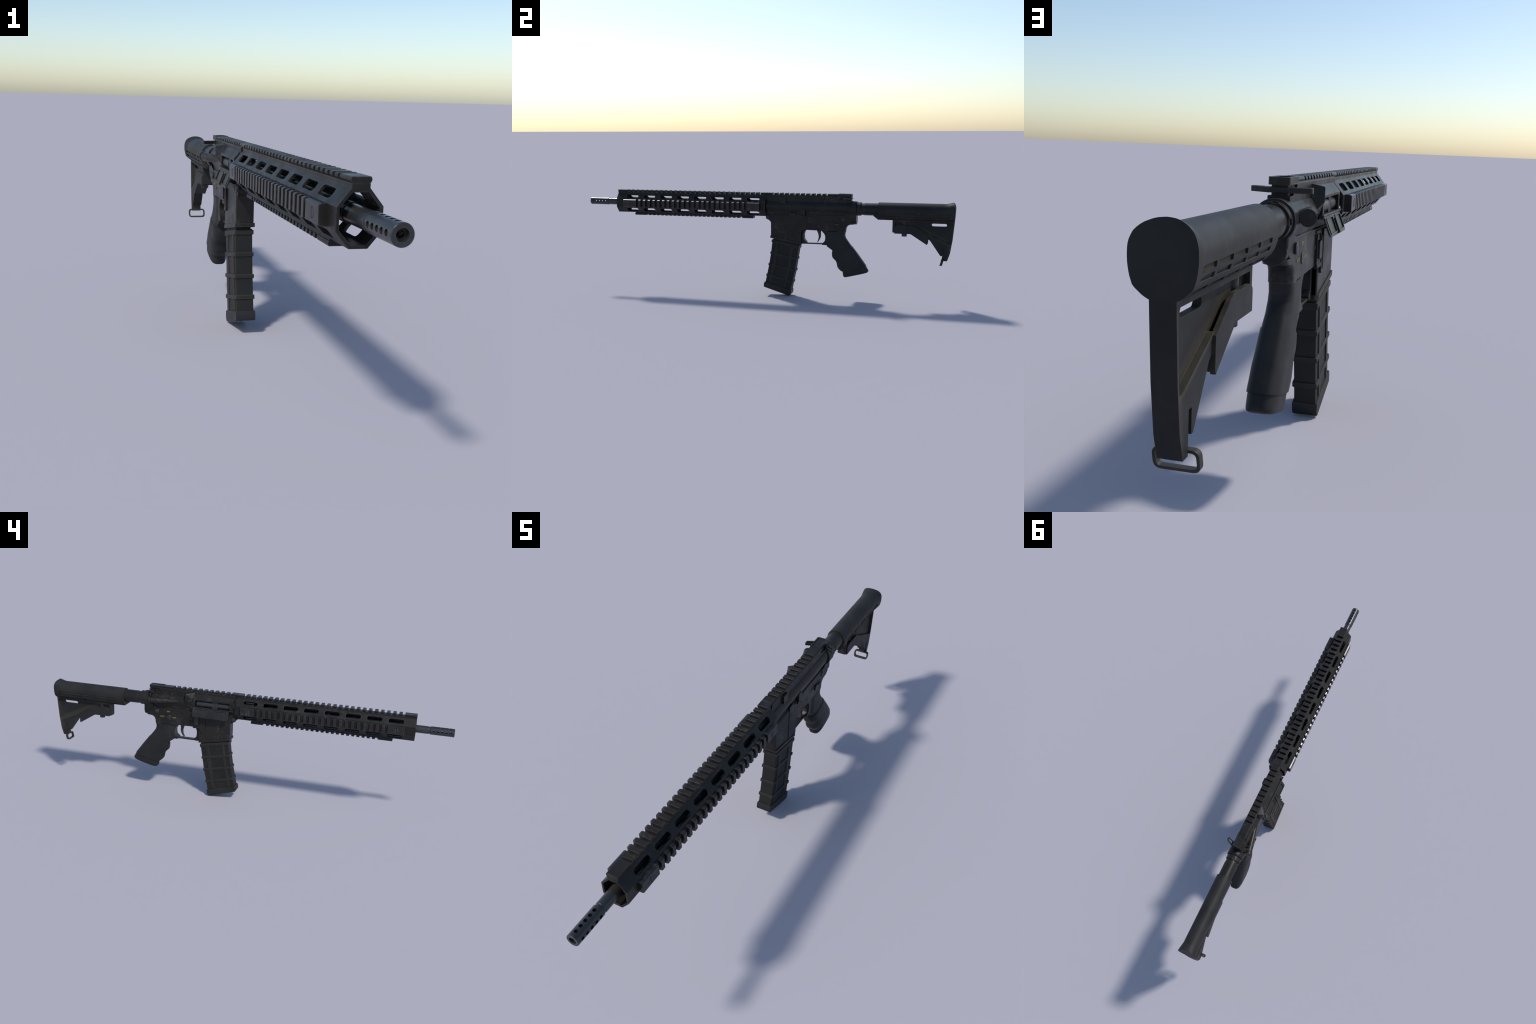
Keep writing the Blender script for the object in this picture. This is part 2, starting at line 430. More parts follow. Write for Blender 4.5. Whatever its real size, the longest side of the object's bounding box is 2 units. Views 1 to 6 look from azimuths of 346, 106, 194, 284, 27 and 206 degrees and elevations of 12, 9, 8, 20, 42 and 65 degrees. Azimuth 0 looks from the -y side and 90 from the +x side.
# tube that houses the bolt, with the flat skirt under it
def tube_section(y, r=0.0325, skirt=0.0215):
    a = [math.radians(t) for t in frange(-128, 128, 33)]
    top = [(r * math.sin(t), y, BARREL_Z - 0.0015 + r * math.cos(t)) for t in a]
    return top + [(skirt, y, 0.4460), (skirt, y, 0.4270), (-skirt, y, 0.4270), (-skirt, y, 0.4460)]
bm = loft([tube_section(UR0), tube_section(0.474)])
cut = prism([(0.0650, 0.4590), (0.2415, 0.4590), (0.2415, 0.4955), (0.0650, 0.4955)], "x", -0.06, -0.004)
finish(bm, "receiver_tube", METAL, upper, bevel=0.0008, segs=1, angle=40, cutters=cut)
bm = box((-0.004, 0.0), (0.062, 0.245), (0.452, 0.502))
finish(bm, "chamber_wall", METAL, upper, bevel=0)

# frame around the ejection port, bulging out to a flat face
frame = prism([(-0.0195, 0.5215), (-0.0365, 0.5010), (-0.0365, 0.4560), (-0.0235, 0.4480), (-0.0195, 0.4480)], "y", 0.0500, 0.2520)
cut = prism(round_poly([(0.0655, 0.4600), (0.2410, 0.4600), (0.2410, 0.4945), (0.0655, 0.4945)], [0.003, 0.011, 0.008, 0.006]), "x", -0.07, 0.02)
finish(frame, "ejection_port", METAL, upper, bevel=0.0014, segs=2, cutters=cut)
# bolt seen through the port
bm = lathe_y([(0.060, 0.0195), (0.128, 0.0195), (0.128, 0.0150), (0.155, 0.0150), (0.155, 0.0205), (0.235, 0.0205)], -0.0115, 0.4755)
box((-0.0300, -0.010), (0.1270, 0.1560), (0.4560, 0.4990), bm)
finish(bm, "bolt_carrier", PIN, upper, bevel=0.0005, segs=1)

# case deflector: a wedge behind the port
pts = [(-0.018, 0.246, 0.5270), (-0.0465, 0.2875, 0.5205), (-0.018, 0.2985, 0.5270), (-0.0465, 0.2880, 0.4900),
       (-0.030, 0.2680, 0.4640), (-0.031, 0.2985, 0.4730), (-0.018, 0.2465, 0.4700), (-0.035, 0.2510, 0.4950),
       (-0.020, 0.3000, 0.4800)]
bm = bmesh.new(); vs = [bm.verts.new(p) for p in pts]
res = bmesh.ops.convex_hull(bm, input=vs)
finish(bm, "case_deflector", METAL, upper, bevel=0.0018, segs=2, angle=20)

# forward assist
A, B = Vector((-0.0500, 0.4640, 0.4735)), Vector((-0.0215, 0.3250, 0.4735))
bm = tube_between(A, B, 0.0152, 0.0105)
d = (A - B).normalized()
finish(bm, "forward_assist", METAL, upper, bevel=0.0008, segs=1)
bm = tube_between(A + d * 0.0010, A + d * 0.0045, 0.0138, 0.0138)
finish(bm, "forward_assist_neck", METAL, upper, bevel=0)
bm = tube_between(A + d * 0.0035, A + d * 0.0120, 0.0162, 0.0162)
cut = tube_between(A + d * 0.0112, A + d * 0.0200, 0.0136, 0.0136)
finish(bm, "forward_assist_button", METAL, upper, bevel=0.0012, cutters=cut)

# rear of the neck with its overhanging rail end, and the slot of the charging handle
bm = prism(round_poly([(-0.0155, 0.450), (0.0155, 0.450), (0.0155, 0.4810), (-0.0155, 0.4810)], [0, 0, 0.007, 0.007]), "z", 0.5090, 0.5330)
finish(bm, "charging_handle_stem", METAL, upper, bevel=0.0008)
# rail on the receiver
rb = prism(rail_hat(0.5325, 0.5420), "y", 0.3604, 0.4160)
finish(rb, "rail_block", METAL, upper, bevel=0.0009, segs=1)
bm = prism(round_poly([(-0.0198, 0.4155), (0.0198, 0.4155), (0.0198, 0.4860), (-0.0198, 0.4860)], [0.001, 0.001, 0.006, 0.006]), "z", 0.5288, 0.5430)
cut = prism(round_poly([(-0.0150, 0.4165), (0.0150, 0.4165), (0.0150, 0.4800), (-0.0150, 0.4800)], 0.003), "z", 0.5405, 0.56)
finish(bm, "rail_end", METAL, upper, bevel=0.0010, cutters=cut)
rb = prism(rail_hat(0.5325, 0.5420), "y", UR0, 0.0640)
finish(rb, "rail_block", METAL, upper, bevel=0.0009, segs=1)
for k in range(10):
    y = 0.0770 + 0.02845 * k + 0.0076
    link("rail_tooth", first.data, upper, loc=(0, y, 0.538))
# charging handle: flat bar with two looped wings
wing = [(0.0160, 0.4880), (0.0315, 0.4795), (0.0550, 0.4672), (0.0566, 0.4630), (0.0556, 0.4500), (0.0530, 0.4497), (0.0317, 0.4575), (0.0160, 0.4620)]
hole = [(0.0300, 0.4735), (0.0520, 0.4628), (0.0520, 0.4540), (0.0310, 0.4620)]
bm = bmesh.new()
for s in (1, -1):
    b2 = prism([(s * x, y) for x, y in round_poly(wing, 0.003)], "z", 0.5150, 0.5250)
    c2 = prism([(s * x, y) for x, y in round_poly(hole, 0.0025)], "z", 0.50, 0.54)
    finish(b2, "charging_handle_wing", METAL, upper, bevel=0.0010, cutters=c2)
bm = box((-0.0172, 0.0172), (0.4300, 0.4870), (0.5152, 0.5248))
finish(bm, "charging_handle", METAL, upper, bevel=0.0012)
bm = box((-0.022, -0.012), (0.440, 0.468), (0.5155, 0.5240))
finish(bm, "charging_handle_latch", METAL, upper, bevel=0.001)

# block on the left of the neck, and the bolt catch paddle below
bm = prism(round_poly([(0.1093, 0.4880), (0.1415, 0.4860), (0.1415, 0.5220), (0.1093, 0.5215)], [0.009, 0.009, 0.003, 0.003]), "x", 0.018, 0.0290)
finish(bm, "receiver_lug", METAL, upper, bevel=0.0016)

# dust cover, hanging open from its rod
rod = tube_between((-0.0385, 0.0470, 0.4590), (-0.0385, 0.2590, 0.4590), 0.0030, 0.0030, 12)
cover_rod = finish(rod, "hinge_rod", METAL, upper, bevel=0.0005, segs=1)
def cover_pt(y, w, d):
    """point on the cover: w down from the rod, d out of its face"""
    n = Vector((-math.cos(math.radians(20)), 0, -math.sin(math.radians(20)) * -1))
    n = Vector((-0.930, 0, 0.368)); dn = Vector((-0.368, 0, -0.930))
    p = Vector((-0.0365, y, 0.4585)) + dn * w + n * d
    return tuple(p)
def cover_slab(outline, d0, d1, bm=None):
    return loft([[cover_pt(y, w, d) for y, w in outline] for d in (d0, d1)], bm)
W = 0.0475
plate = round_poly([(0.0660, 0.0), (0.2500, 0.0), (0.2500, W), (0.0660, W)], [0, 0, 0.012, 0.010], 5)
bm = cover_slab(plate, -0.0015, 0.0025)
cut = bmesh.new()
for y0, y1 in ((0.0790, 0.1405), (0.1700, 0.2400)):
    cover_slab(round_poly([(y0, 0.0085), (y1, 0.0085), (y1, W - 0.0075), (y0, W - 0.0075)], 0.002), 0.0010, 0.01, cut)
cover = finish(bm, "dust_cover", COVER, upper, bevel=0.0009, cutters=cut)
for y0, y1 in ((0.0790, 0.1405), (0.1700, 0.2400)):
    o = round_poly([(y0 - 0.002, 0.0060), (y1 + 0.002, 0.0060), (y1 + 0.002, W - 0.0045), (y0 - 0.002, W - 0.0045)], 0.003)
    i = round_poly([(y0 + 0.0008, 0.0085), (y1 - 0.0008, 0.0085), (y1 - 0.0008, W - 0.0075), (y0 + 0.0008, W - 0.0075)], 0.002)
    b2 = cover_slab(o, 0.0015, 0.0042); c2 = cover_slab(i, -0.004, 0.01)
    finish(b2, "cover_rim", COVER, upper, bevel=0.0008, cutters=c2)
b2 = cover_slab(round_poly([(0.1495, 0.0130), (0.1600, 0.0130), (0.1600, W - 0.001), (0.1495, W - 0.001)], 0.002), 0.001, 0.0075)
finish(b2, "cover_latch", METAL, upper, bevel=0.0015)
b2 = tube_between((-0.0360, 0.2500, 0.4570), (-0.0360, 0.2620, 0.4570), 0.0052, 0.0052, 16)
finish(b2, "hinge_knuckle", METAL, upper, bevel=0.0006)

# ----------------------------------------------------------------------------- lower receiver
HW = 0.0245
low = [(0.0370, 0.4290), (0.0362, 0.4180), (0.0400, 0.4080), (0.0480, 0.4000), (0.0560, 0.3935), (0.0605, 0.3850),
       (0.0620, 0.3150), (0.2240, 0.2860), (0.2240, 0.3440), (0.2290, 0.3510), (0.2380, 0.3555), (0.2560, 0.3540),
       (0.4380, 0.3510), (0.4420, 0.3700), (0.4520, 0.3860), (0.4640, 0.3960), (0.4800, 0.4010), (0.4900, 0.4030), (0.4900, 0.4400), (0.4765, 0.4600), (0.4735, 0.4560), (0.4680, 0.4480), (0.4600, 0.4415), (0.4480, 0.4375),
       (0.4350, 0.4350), (0.0380, 0.4300)]
bm = prism(low, "x", -HW, HW)
lower = finish(bm, "lower_receiver", METAL, root, bevel=0.0022, segs=3, angle=50)
# rounded throat that sweeps from the grip up to the heel of the receiver
throat = [(0.3495, 0.4555), (0.3600, 0.4562), (0.3680, 0.4578), (0.3750, 0.4612), (0.3810, 0.4668), (0.3850, 0.4735), (0.3875, 0.4810), (0.3888, 0.4900), (0.3892, 0.5000), (0.4000, 0.5120)]
secs = []
for z, y in throat:
    hw = 0.0244
    secs.append([(x, yy, z) for x, yy in round_poly([(-hw, 0.4200), (hw, 0.4200), (hw, y), (-hw, y)], [0, 0, 0.0200, 0.0200], 8)])
finish(loft(secs), "receiver_throat", METAL, lower, bevel=0, angle=40)
# rounded heel under the buffer tube
u = [(-0.0252, 0.445), *[(0.0252 * math.cos(math.radians(a)), 0.4150 + 0.0265 * math.sin(math.radians(a))) for a in frange(180, 360, 21)], (0.0252, 0.445)]
bm = prism(u, "y", 0.4830, 0.5110)
finish(bm, "receiver_heel", METAL, lower, bevel=0.0014)
# ring that takes the buffer tube
bm = lathe_y([(0.4735, 0.030), (0.4735, 0.0372), (0.4760, 0.0388), (0.5050, 0.0388), (0.5055, 0.0366), (0.5072, 0.0366), (0.5077, 0.0388),
              (0.5105, 0.0388), (0.5112, 0.0380), (0.5112, 0.030)], 0, TUBE_Z)
finish(bm, "receiver_ring", METAL, lower, bevel=0.0006, segs=1)
# sweep of the lower up to the ring (curved shoulder each side)
for s in (1, -1):
    sh = [(0.4300, 0.4300), (0.4480, 0.4370), (0.4600, 0.4415), (0.4680, 0.4480), (0.4735, 0.4560), (0.4765, 0.4720), (0.4790, 0.4930), (0.5080, 0.4930), (0.5080, 0.4200)]
    bm = prism(sh, "x", s * 0.012, s * 0.0265)
    finish(bm, "receiver_shoulder", METAL, lower, bevel=0.0018)
# magazine well walls are a little wider than the receiver
mw = [(0.0600, 0.4000), (0.0600, 0.3150), (0.2240, 0.2850), (0.2240, 0.3480), (0.2350, 0.3550), (0.2540, 0.3540), (0.2540, 0.4290), (0.1900, 0.4290), (0.0520, 0.4215), (0.0500, 0.4040)]
bm = prism(mw, "x", -0.0262, 0.0262)
finish(bm, "magazine_well", METAL, lower, bevel=0.0030, segs=3)
# slanted lip round the mouth of the well
plan = [(-0.0292, 0.0575), (0.0292, 0.0575), (0.0292, 0.2130), (0.0215, 0.2240), (-0.0215, 0.2240), (-0.0292, 0.2130)]
bm = prism(plan, "z", 0.0, 0.0118)
for v in bm.verts: v.co.z += 0.3065 - 0.1890 * (v.co.y - 0.0575)
finish(bm, "magazine_well_lip", METAL, lower, bevel=0.0012)
# left side: vertical strip, block, bolt catch
bm = box((0.0250, 0.0282), (0.1605, 0.1943), (0.3000, 0.4425))
finish(bm, "bolt_stop_housing", METAL, lower, bevel=0.0012)
bm = prism(round_poly([(0.1930, 0.3560), (0.2535, 0.3560), (0.2535, 0.4285), (0.1930, 0.4285)], [0, 0.007, 0, 0]), "x", 0.0250, 0.0272)
cut = box((0.0266, 0.04), (0.1930, 0.2535), (0.3945, 0.3955))
finish(bm, "bolt_catch_fence", METAL, lower, bevel=0.0008, cutters=cut)
bm = disc("x", (0.1800, 0.3930), 0.0112, 0.0260, 0.0289, n=28)
finish(bm, "magazine_catch", METAL, lower, bevel=0.001)
bm = prism(round_poly([(0.2240, 0.4290), (0.2468, 0.4290), (0.2468, 0.4640), (0.2240, 0.4640)], 0.007), "x", 0.0230, 0.0335)
finish(bm, "bolt_catch", METAL, lower, bevel=0.0022)
bm = prism(round_poly([(0.2220, 0.4165), (0.2500, 0.4165), (0.2500, 0.4275), (0.2220, 0.4275)], 0.004), "x", 0.0230, 0.0315)
finish(bm, "bolt_catch_foot", METAL, lower, bevel=0.0015)
# selector lever (left)
bm = disc("x", (0.3890, 0.3880), 0.0120, 0.0235, 0.0300, n=28)
finish(bm, "selector_hub", METAL, lower, bevel=0.0010)
finish(box((0.0250, 0.0292), (0.3920, 0.4265), (0.3848, 0.3922)), "safety_lever", PIN, lower, bevel=0.0010)
for y0, y1, z0, z1 in ((0.3520, 0.3740, 0.3950, 0.4005), (0.4000, 0.4255, 0.3960, 0.4020)):
    finish(box((0.0235, 0.0262), (y0, y1), (z0, z1)), "lever_stop", METAL, lower, bevel=0.0012)
# pins
def pin(y, z, r, s, out, mat=PIN, name="receiver_pin", dome=0.0):
    a, b = s * 0.020, s * out
    prof = [(a, r), (s * (out - 0.0007), r), (b, r - 0.0008)]
    if dome: prof.append((s * (out + dome), r * 0.45))
    bm = loft([[(x, y + q * math.cos(2 * math.pi * i / 28), z + q * math.sin(2 * math.pi * i / 28)) for i in range(28)] for x, q in prof])
    return finish(bm, name, mat, lower, bevel=0, angle=30)
pin(0.4455, 0.4135, 0.0098, 1, 0.0268); pin(0.2680, 0.3972, 0.0046, 1, 0.0256); pin(0.3182, 0.3750, 0.0048, 1, 0.0256)
pin(0.4420, 0.4140, 0.0108, -1, 0.0290, dome=0.0010); pin(0.3785, 0.3885, 0.0118, -1, 0.0262, name="selector_hub")
pin(0.2640, 0.3945, 0.0048, -1, 0.0262); pin(0.4030, 0.4165, 0.0034, -1, 0.0248, METAL)
for s in (1, -1):
    bm = loft([[(s * x, 0.0455 + q * math.cos(2 * math.pi * i / 28), 0.4155 + q * math.sin(2 * math.pi * i / 28)) for i in range(28)]
               for x, q in ((0.015, 0.0128), (0.0262, 0.0128), (0.0275, 0.0112))])
    finish(bm, "pivot_lug", METAL, lower, bevel=0, angle=50)
    bm = loft([[(s * x, 0.0455 + q * math.cos(2 * math.pi * i / 28), 0.4155 + q * math.sin(2 * math.pi * i / 28)) for i in range(28)]
               for x, q in ((0.020, 0.0086), (0.0305, 0.0086), (0.0318, 0.0066), (0.0322, 0.002))])
    finish(bm, "pivot_pin", PIN, lower, bevel=0, angle=50)
# right side: magazine release button in a fence
bm = prism(round_poly([(0.2135, 0.3520), (0.2535, 0.3520), (0.2535, 0.4200), (0.2135, 0.4200)], 0.003), "x", -0.0290, -0.0225)
cut = prism(round_poly([(0.2180, 0.3640), (0.2480, 0.3640), (0.2480, 0.4230), (0.2180, 0.4230)], 0.004), "x", -0.05, -0.0268)
finish(bm, "magazine_release_fence", METAL, lower, bevel=0.0010, cutters=cut)
bm = prism(round_poly([(0.2225, 0.3680), (0.2450, 0.3680), (0.2450, 0.4070), (0.2225, 0.4070)], 0.008), "x", -0.0330, -0.0245)
cut = bmesh.new()
for k in range(5):
    z = 0.3745 + 0.0065 * k
    box((-0.04, -0.0322), (0.2180, 0.2500), (z - 0.0009, z + 0.0009), cut)
finish(bm, "magazine_release", PIN, lower, bevel=0.0012)
cut.free()
bm = prism(round_poly([(0.1895, 0.3330), (0.2125, 0.3330), (0.2125, 0.4150), (0.1895, 0.4150)], [0.010, 0.010, 0, 0]), "x", -0.0312, -0.0225)
cut = prism(round_poly([(0.1948, 0.3400), (0.2070, 0.3400), (0.2070, 0.4300), (0.1948, 0.4300)], [0.005, 0.005, 0, 0]), "x", -0.05, -0.0288)
finish(bm, "bolt_rail", METAL, lower, bevel=0.0012, cutters=cut)
bm = box((-0.0305, -0.0225), (0.2080, 0.2520), (0.3495, 0.3580))
finish(bm, "fence_step", METAL, lower, bevel=0.0012)
bm = prism(round_poly([(0.0560, 0.4045), (0.1900, 0.4045), (0.1900, 0.4265), (0.0560, 0.4265)], 0.002), "x", -0.0295, -0.0225)
cut = prism(round_poly([(0.0600, 0.4085), (0.0760, 0.4085), (0.0760, 0.4225), (0.0600, 0.4225)], 0.002), "x", -0.05, -0.0283)
finish(bm, "receiver_ledge", METAL, lower, bevel=0.0012, cutters=cut)

# trigger guard and trigger
gp = [(0.2235, 0.3500), (0.2390, 0.3560), (0.2470, 0.3535), (0.2405, 0.3440), (0.2365, 0.3330), (0.2357, 0.3200), (0.2378, 0.3020), (0.2497, 0.2900), (0.2497, 0.2860), (0.2435, 0.2795), (0.2320, 0.2795), (0.2235, 0.2830)]
finish(prism(gp, "x", -0.0150, 0.0150), "guard_post", METAL, lower, bevel=0.0014)
gp = [(0.3290, 0.3530), (0.3439, 0.3375), (0.3492, 0.3280), (0.3507, 0.3158), (0.3490, 0.3020), (0.3440, 0.2940), (0.3335, 0.2868), (0.3335, 0.2784), (0.3660, 0.2770), (0.3680, 0.3530)]
finish(prism(gp, "x", -0.0200, 0.0200), "guard_post", METAL, lower, bevel=0.0014)
finish(box((-0.0125, 0.0125), (0.2400, 0.3400), (0.2796, 0.2852)), "trigger_guard", METAL, lower, bevel=0.0014)
tf = [(0.3010, 0.3560), (0.3080, 0.3400), (0.3120, 0.3290), (0.3132, 0.3180), (0.3120, 0.3080), (0.3085, 0.2985), (0.3040, 0.2905)]
tb = [(0.3072, 0.2900), (0.3130, 0.2970), (0.3190, 0.3060), (0.3228, 0.3160), (0.3240, 0.3250), (0.3236, 0.3400), (0.3240, 0.3560)]
finish(prism(tf + tb, "x", -0.0070, 0.0070), "trigger", PIN, lower, bevel=0.0018, segs=3)
finish(box((-0.0175, 0.0175), (0.25, 0.44), (0.3540, 0.4300)), "receiver_core", METAL, lower, bevel=0)

# selector lettering
def lettering(text, y, z, size=0.0084):
    cu = bpy.data.curves.new("t", "FONT"); cu.body = text; cu.size = size; cu.extrude = 0.0004
    cu.align_x = "CENTER"; cu.align_y = "CENTER"; cu.offset = 0.00022
    ob = bpy.data.objects.new("t", cu); COL.objects.link(ob)
    dg = bpy.context.evaluated_depsgraph_get(); dg.update()
    me = bpy.data.meshes.new_from_object(ob.evaluated_get(dg)); me.name = "lettering"
    bpy.data.objects.remove(ob)
    t = link("lettering", me, lower, PAINT)
    t.matrix_local = Matrix(((0, 0, -1, -HW - 0.0003), (-1, 0, 0, y), (0, 1, 0, z), (0, 0, 0, 1)))
lettering("SEMI", 0.3830, 0.4166); lettering("AUTO", 0.4150, 0.3886); lettering("SAFE", 0.3520, 0.3884)

# ----------------------------------------------------------------------------- magazine
MAG = [  # way down the magazine t, front y, front z, rear y, rear z
    (0.0, 0.0692, 0.2965, 0.2112, 0.2695), (0.08, 0.0675, 0.2845, 0.2098, 0.2550), (0.30, 0.0607, 0.2265, 0.2003, 0.1995),
    (0.55, 0.0503, 0.1650, 0.1905, 0.1370), (0.78, 0.0385, 0.1070, 0.1768, 0.0745), (0.95, 0.0285, 0.0640, 0.1680, 0.0300),
    (1.0, 0.0265, 0.0500, 0.1665, 0.0200)]
def mag_pt(t, u):
    fy, fz, ry, rz = interp(MAG, t)
    return (fy + (ry - fy) * u, fz + (rz - fz) * u)
def mag_piece(t0, t1, u0, u1, hw, bm=None, n=2):
    ts = frange(t0, t1, n)
    poly = [mag_pt(t, u0) for t in ts] + [mag_pt(t, u1) for t in ts[::-1]]
    return prism(poly, "x", -hw, hw, bm)
mag = finish(mag_piece(-0.02, 0.97, 0.0, 1.0, 0.0245, n=14), "magazine", PANEL, root, bevel=0.0018, segs=2, angle=30)
finish(mag_piece(-0.06, 0.02, 0.06, 0.97, 0.0218), "magazine_neck", POLYMER, mag, bevel=0.001)
BANDS = ((0.0, 0.0850), (0.2765, 0.3235), (0.5265, 0.5735), (0.7565, 0.8060))
for t0, t1 in BANDS:
    finish(mag_piece(t0, t1, -0.025, 1.024, 0.0280), "magazine_band", POLYMER, mag, bevel=0.0022, segs=2, dust=DUST)
# vertical ribs on the flanks, between the bands
for u0, u1 in ((0.830, 0.705), (0.240, 0.145)):
    finish(mag_piece(0.04, 0.93, u1, u0, 0.0276, n=14), "magazine_rib", POLYMER, mag, bevel=0.0022, segs=2, dust=DUST)
# floor plate with chamfered sole
sole = [(0.0255, 0.0690), (0.0214, 0.0575), (0.0207, 0.0440), (0.0240, 0.0405), (0.1583, 0.0003), (0.1600, 0.0003), (0.1685, 0.0095), (0.1712, 0.0250), (0.1700, 0.0310)]
finish(prism(sole, "x", -0.0285, 0.0285), "floor_plate", POLYMER, mag, bevel=0.0016, segs=2)

# ----------------------------------------------------------------------------- pistol grip
GRIP = [  # t, front y, z, rear y, z, half width
    (0.00, 0.3657, 0.3500, 0.4540, 0.3500, 0.0243), (0.08, 0.3648, 0.3300, 0.4508, 0.3300, 0.0243), (0.16, 0.3620, 0.3080, 0.4560, 0.3150, 0.0250),
    (0.26, 0.3572, 0.2745, 0.4700, 0.2960, 0.0265), (0.34, 0.3857, 0.2515, 0.4830, 0.2790, 0.0280), (0.40, 0.3860, 0.2330, 0.4930, 0.2665, 0.0292),
    (0.45, 0.3866, 0.2230, 0.5020, 0.2550, 0.0300), (0.52, 0.3900, 0.2125, 0.5130, 0.2410, 0.0308), (0.60, 0.4060, 0.1975, 0.5260, 0.2240, 0.0315),
    (0.66, 0.4112, 0.1887, 0.5330, 0.2140, 0.0320), (0.74, 0.4155, 0.1670, 0.5450, 0.1980, 0.0318), (0.79, 0.4225, 0.1560, 0.5520, 0.1885, 0.0316),
    (0.85, 0.4330, 0.1465, 0.5590, 0.1785, 0.0314), (0.90, 0.4420, 0.1400, 0.5650, 0.1690, 0.0308), (0.955, 0.4442, 0.1220, 0.5740, 0.1540, 0.0302),
    (0.985, 0.4470, 0.1155, 0.5752, 0.1480, 0.0292), (1.0, 0.4510, 0.1122, 0.5715, 0.1435, 0.0270)]
def grip_ring(t, grow=0.0, n=40, dx=0.0015):
    fy, fz, ry, rz, hw = interp(GRIP, t)
    hw *= 1.0 - 0.085 * min(1.0, max(0.0, (t - 0.2) / 0.35))
    c = Vector((0, (fy + ry) / 2, (fz + rz) / 2)); ax = Vector((0, ry - fy, rz - fz)); h = ax.length / 2 + grow; ax.normalize()
    k = min(1.0, max(0.0, t / 0.25)); ex = 2.0 / (4.2 - 0.9 * k)
    pts = []
    for i in range(n):
        a = 2 * math.pi * i / n
        ca, sa = math.cos(a), math.sin(a)
        px = (hw + grow) * math.copysign(abs(sa) ** ex, sa); py = h * math.copysign(abs(ca) ** ex, ca)
        # palm side a little fuller than the finger side
        px *= 1.0 + 0.04 * ca
        p = c + ax * py
        pts.append((px + dx * t, p.y, p.z))
    return pts
grip = finish(loft([grip_ring(t) for t in frange(0, 1, 70)]), "pistol_grip", GRIPM, root, bevel=0, angle=45)
finish(loft([grip_ring(0.365, -0.001)] + [grip_ring(t, 0.0012 + 0.0012 * t) for t in frange(0.365, 0.868, 40)] + [grip_ring(0.868, -0.001)]), "grip_sleeve", GRIPM, grip, bevel=0, angle=45)
# flat throat where the grip meets the trigger guard
finish(prism([(0.3640, 0.3500), (0.3640, 0.2770), (0.3560, 0.2740), (0.3850, 0.2540), (0.4300, 0.2800), (0.4400, 0.3500)], "x", -0.0205, 0.0205), "grip_throat", GRIPM, grip, bevel=0.003, segs=3)

# ----------------------------------------------------------------------------- buffer tube
bm = lathe_y([(0.500, 0.0290), (0.5497, 0.0300), (0.5500, 0.0312), (0.7200, 0.0312)], 0, TUBE_Z - 0.0005)
finish(bm, "buffer_tube", METAL, root, bevel=0.0004, segs=1)
bm = lathe_y([(0.5105, 0.0300), (0.5125, 0.0335), (0.5135, 0.0345), (0.5322, 0.0345), (0.5332, 0.0335), (0.5332, 0.0300)], 0, TUBE_Z, n=60)
cut = bmesh.new()
for a in (100, 178, 330, 262):
    c, s_ = math.cos(math.radians(a)), math.sin(math.radians(a))
    q = []
    for y in (0.5225, 0.5400):
        q.append([(c * r - s_ * w, y, TUBE_Z + s_ * r + c * w) for r, w in ((0.0316, -0.0058), (0.040, -0.0058), (0.040, 0.0058), (0.0316, 0.0058))])
    loft(q, cut)
finish(bm, "castle_nut", METAL, root, bevel=0.0005, segs=1, cutters=cut)

# ----------------------------------------------------------------------------- stock
def evenly(half, n=26):
    """n points at even steps along half an outline (top centre to foot), mirrored to a full ring"""
    seg = [math.dist(a, b) for a, b in zip(half, half[1:])]
    total, out = sum(seg), []
    for k in range(n):
        t = total * k / (n - 1)
        for i, l in enumerate(seg):
            if t <= l or i == len(seg) - 1:
                f = min(1.0, t / l); a, b = half[i], half[i + 1]
                out.append((a[0] + f * (b[0] - a[0]), a[1] + f * (b[1] - a[1]))); break
            t -= l
    return out + [(-x, z) for x, z in out[:0:-1]]
BODY_HW, BODY_TOP = 0.0366, 0.5045
body_half = [(BODY_HW * math.sin(math.radians(a)), BODY_TOP - BODY_HW + BODY_HW * math.cos(math.radians(a))) for a in frange(0, 90, 16)]
body_half += [(0.0366, 0.4560), (0.0355, 0.4480), (0.0315, 0.4360), (0.0256, 0.4260), (0.0170, 0.4180)]
butt_half = [(0, 0.5124), (0.0090, 0.5117), (0.0160, 0.5100), (0.0245, 0.5064), (0.0310, 0.5021), (0.0362, 0.4966), (0.0402, 0.4885),
             (0.0422, 0.4800), (0.0426, 0.4690), (0.0422, 0.4590), (0.0402, 0.4465), (0.0363, 0.4340), (0.0240, 0.4233), (0.0168, 0.4195)]
def back_y(z):
    """rear outline of the butt in side view"""
    return interp([(0.2100, 0.9640), (0.2218, 0.9675), (0.2551, 0.9787), (0.3209, 0.9892), (0.4100, 0.9970), (0.4468, 0.9992), (0.4700, 1.0000),
                   (0.4846, 1.0000), (0.4940, 0.9985), (0.5010, 0.9965), (0.5070, 0.9930), (0.5120, 0.9880), (0.53, 0.980)], z)[0]
body = evenly(body_half)
flare = evenly(butt_half)
secs = [[(x, y, z) for x, z in body] for y in (0.6205, 0.9350, 0.9570)]
for f in (0.35, 0.7, 1.0):
    ring = []
    for (x0, z0), (x1, z1) in zip(body, flare):
        x, z = x0 + (x1 - x0) * f, z0 + (z1 - z0) * f
        ring.append((x, 0.9570 + (back_y(z1) - 0.9570) * f, z))
    secs.append(ring)
cut = bmesh.new()
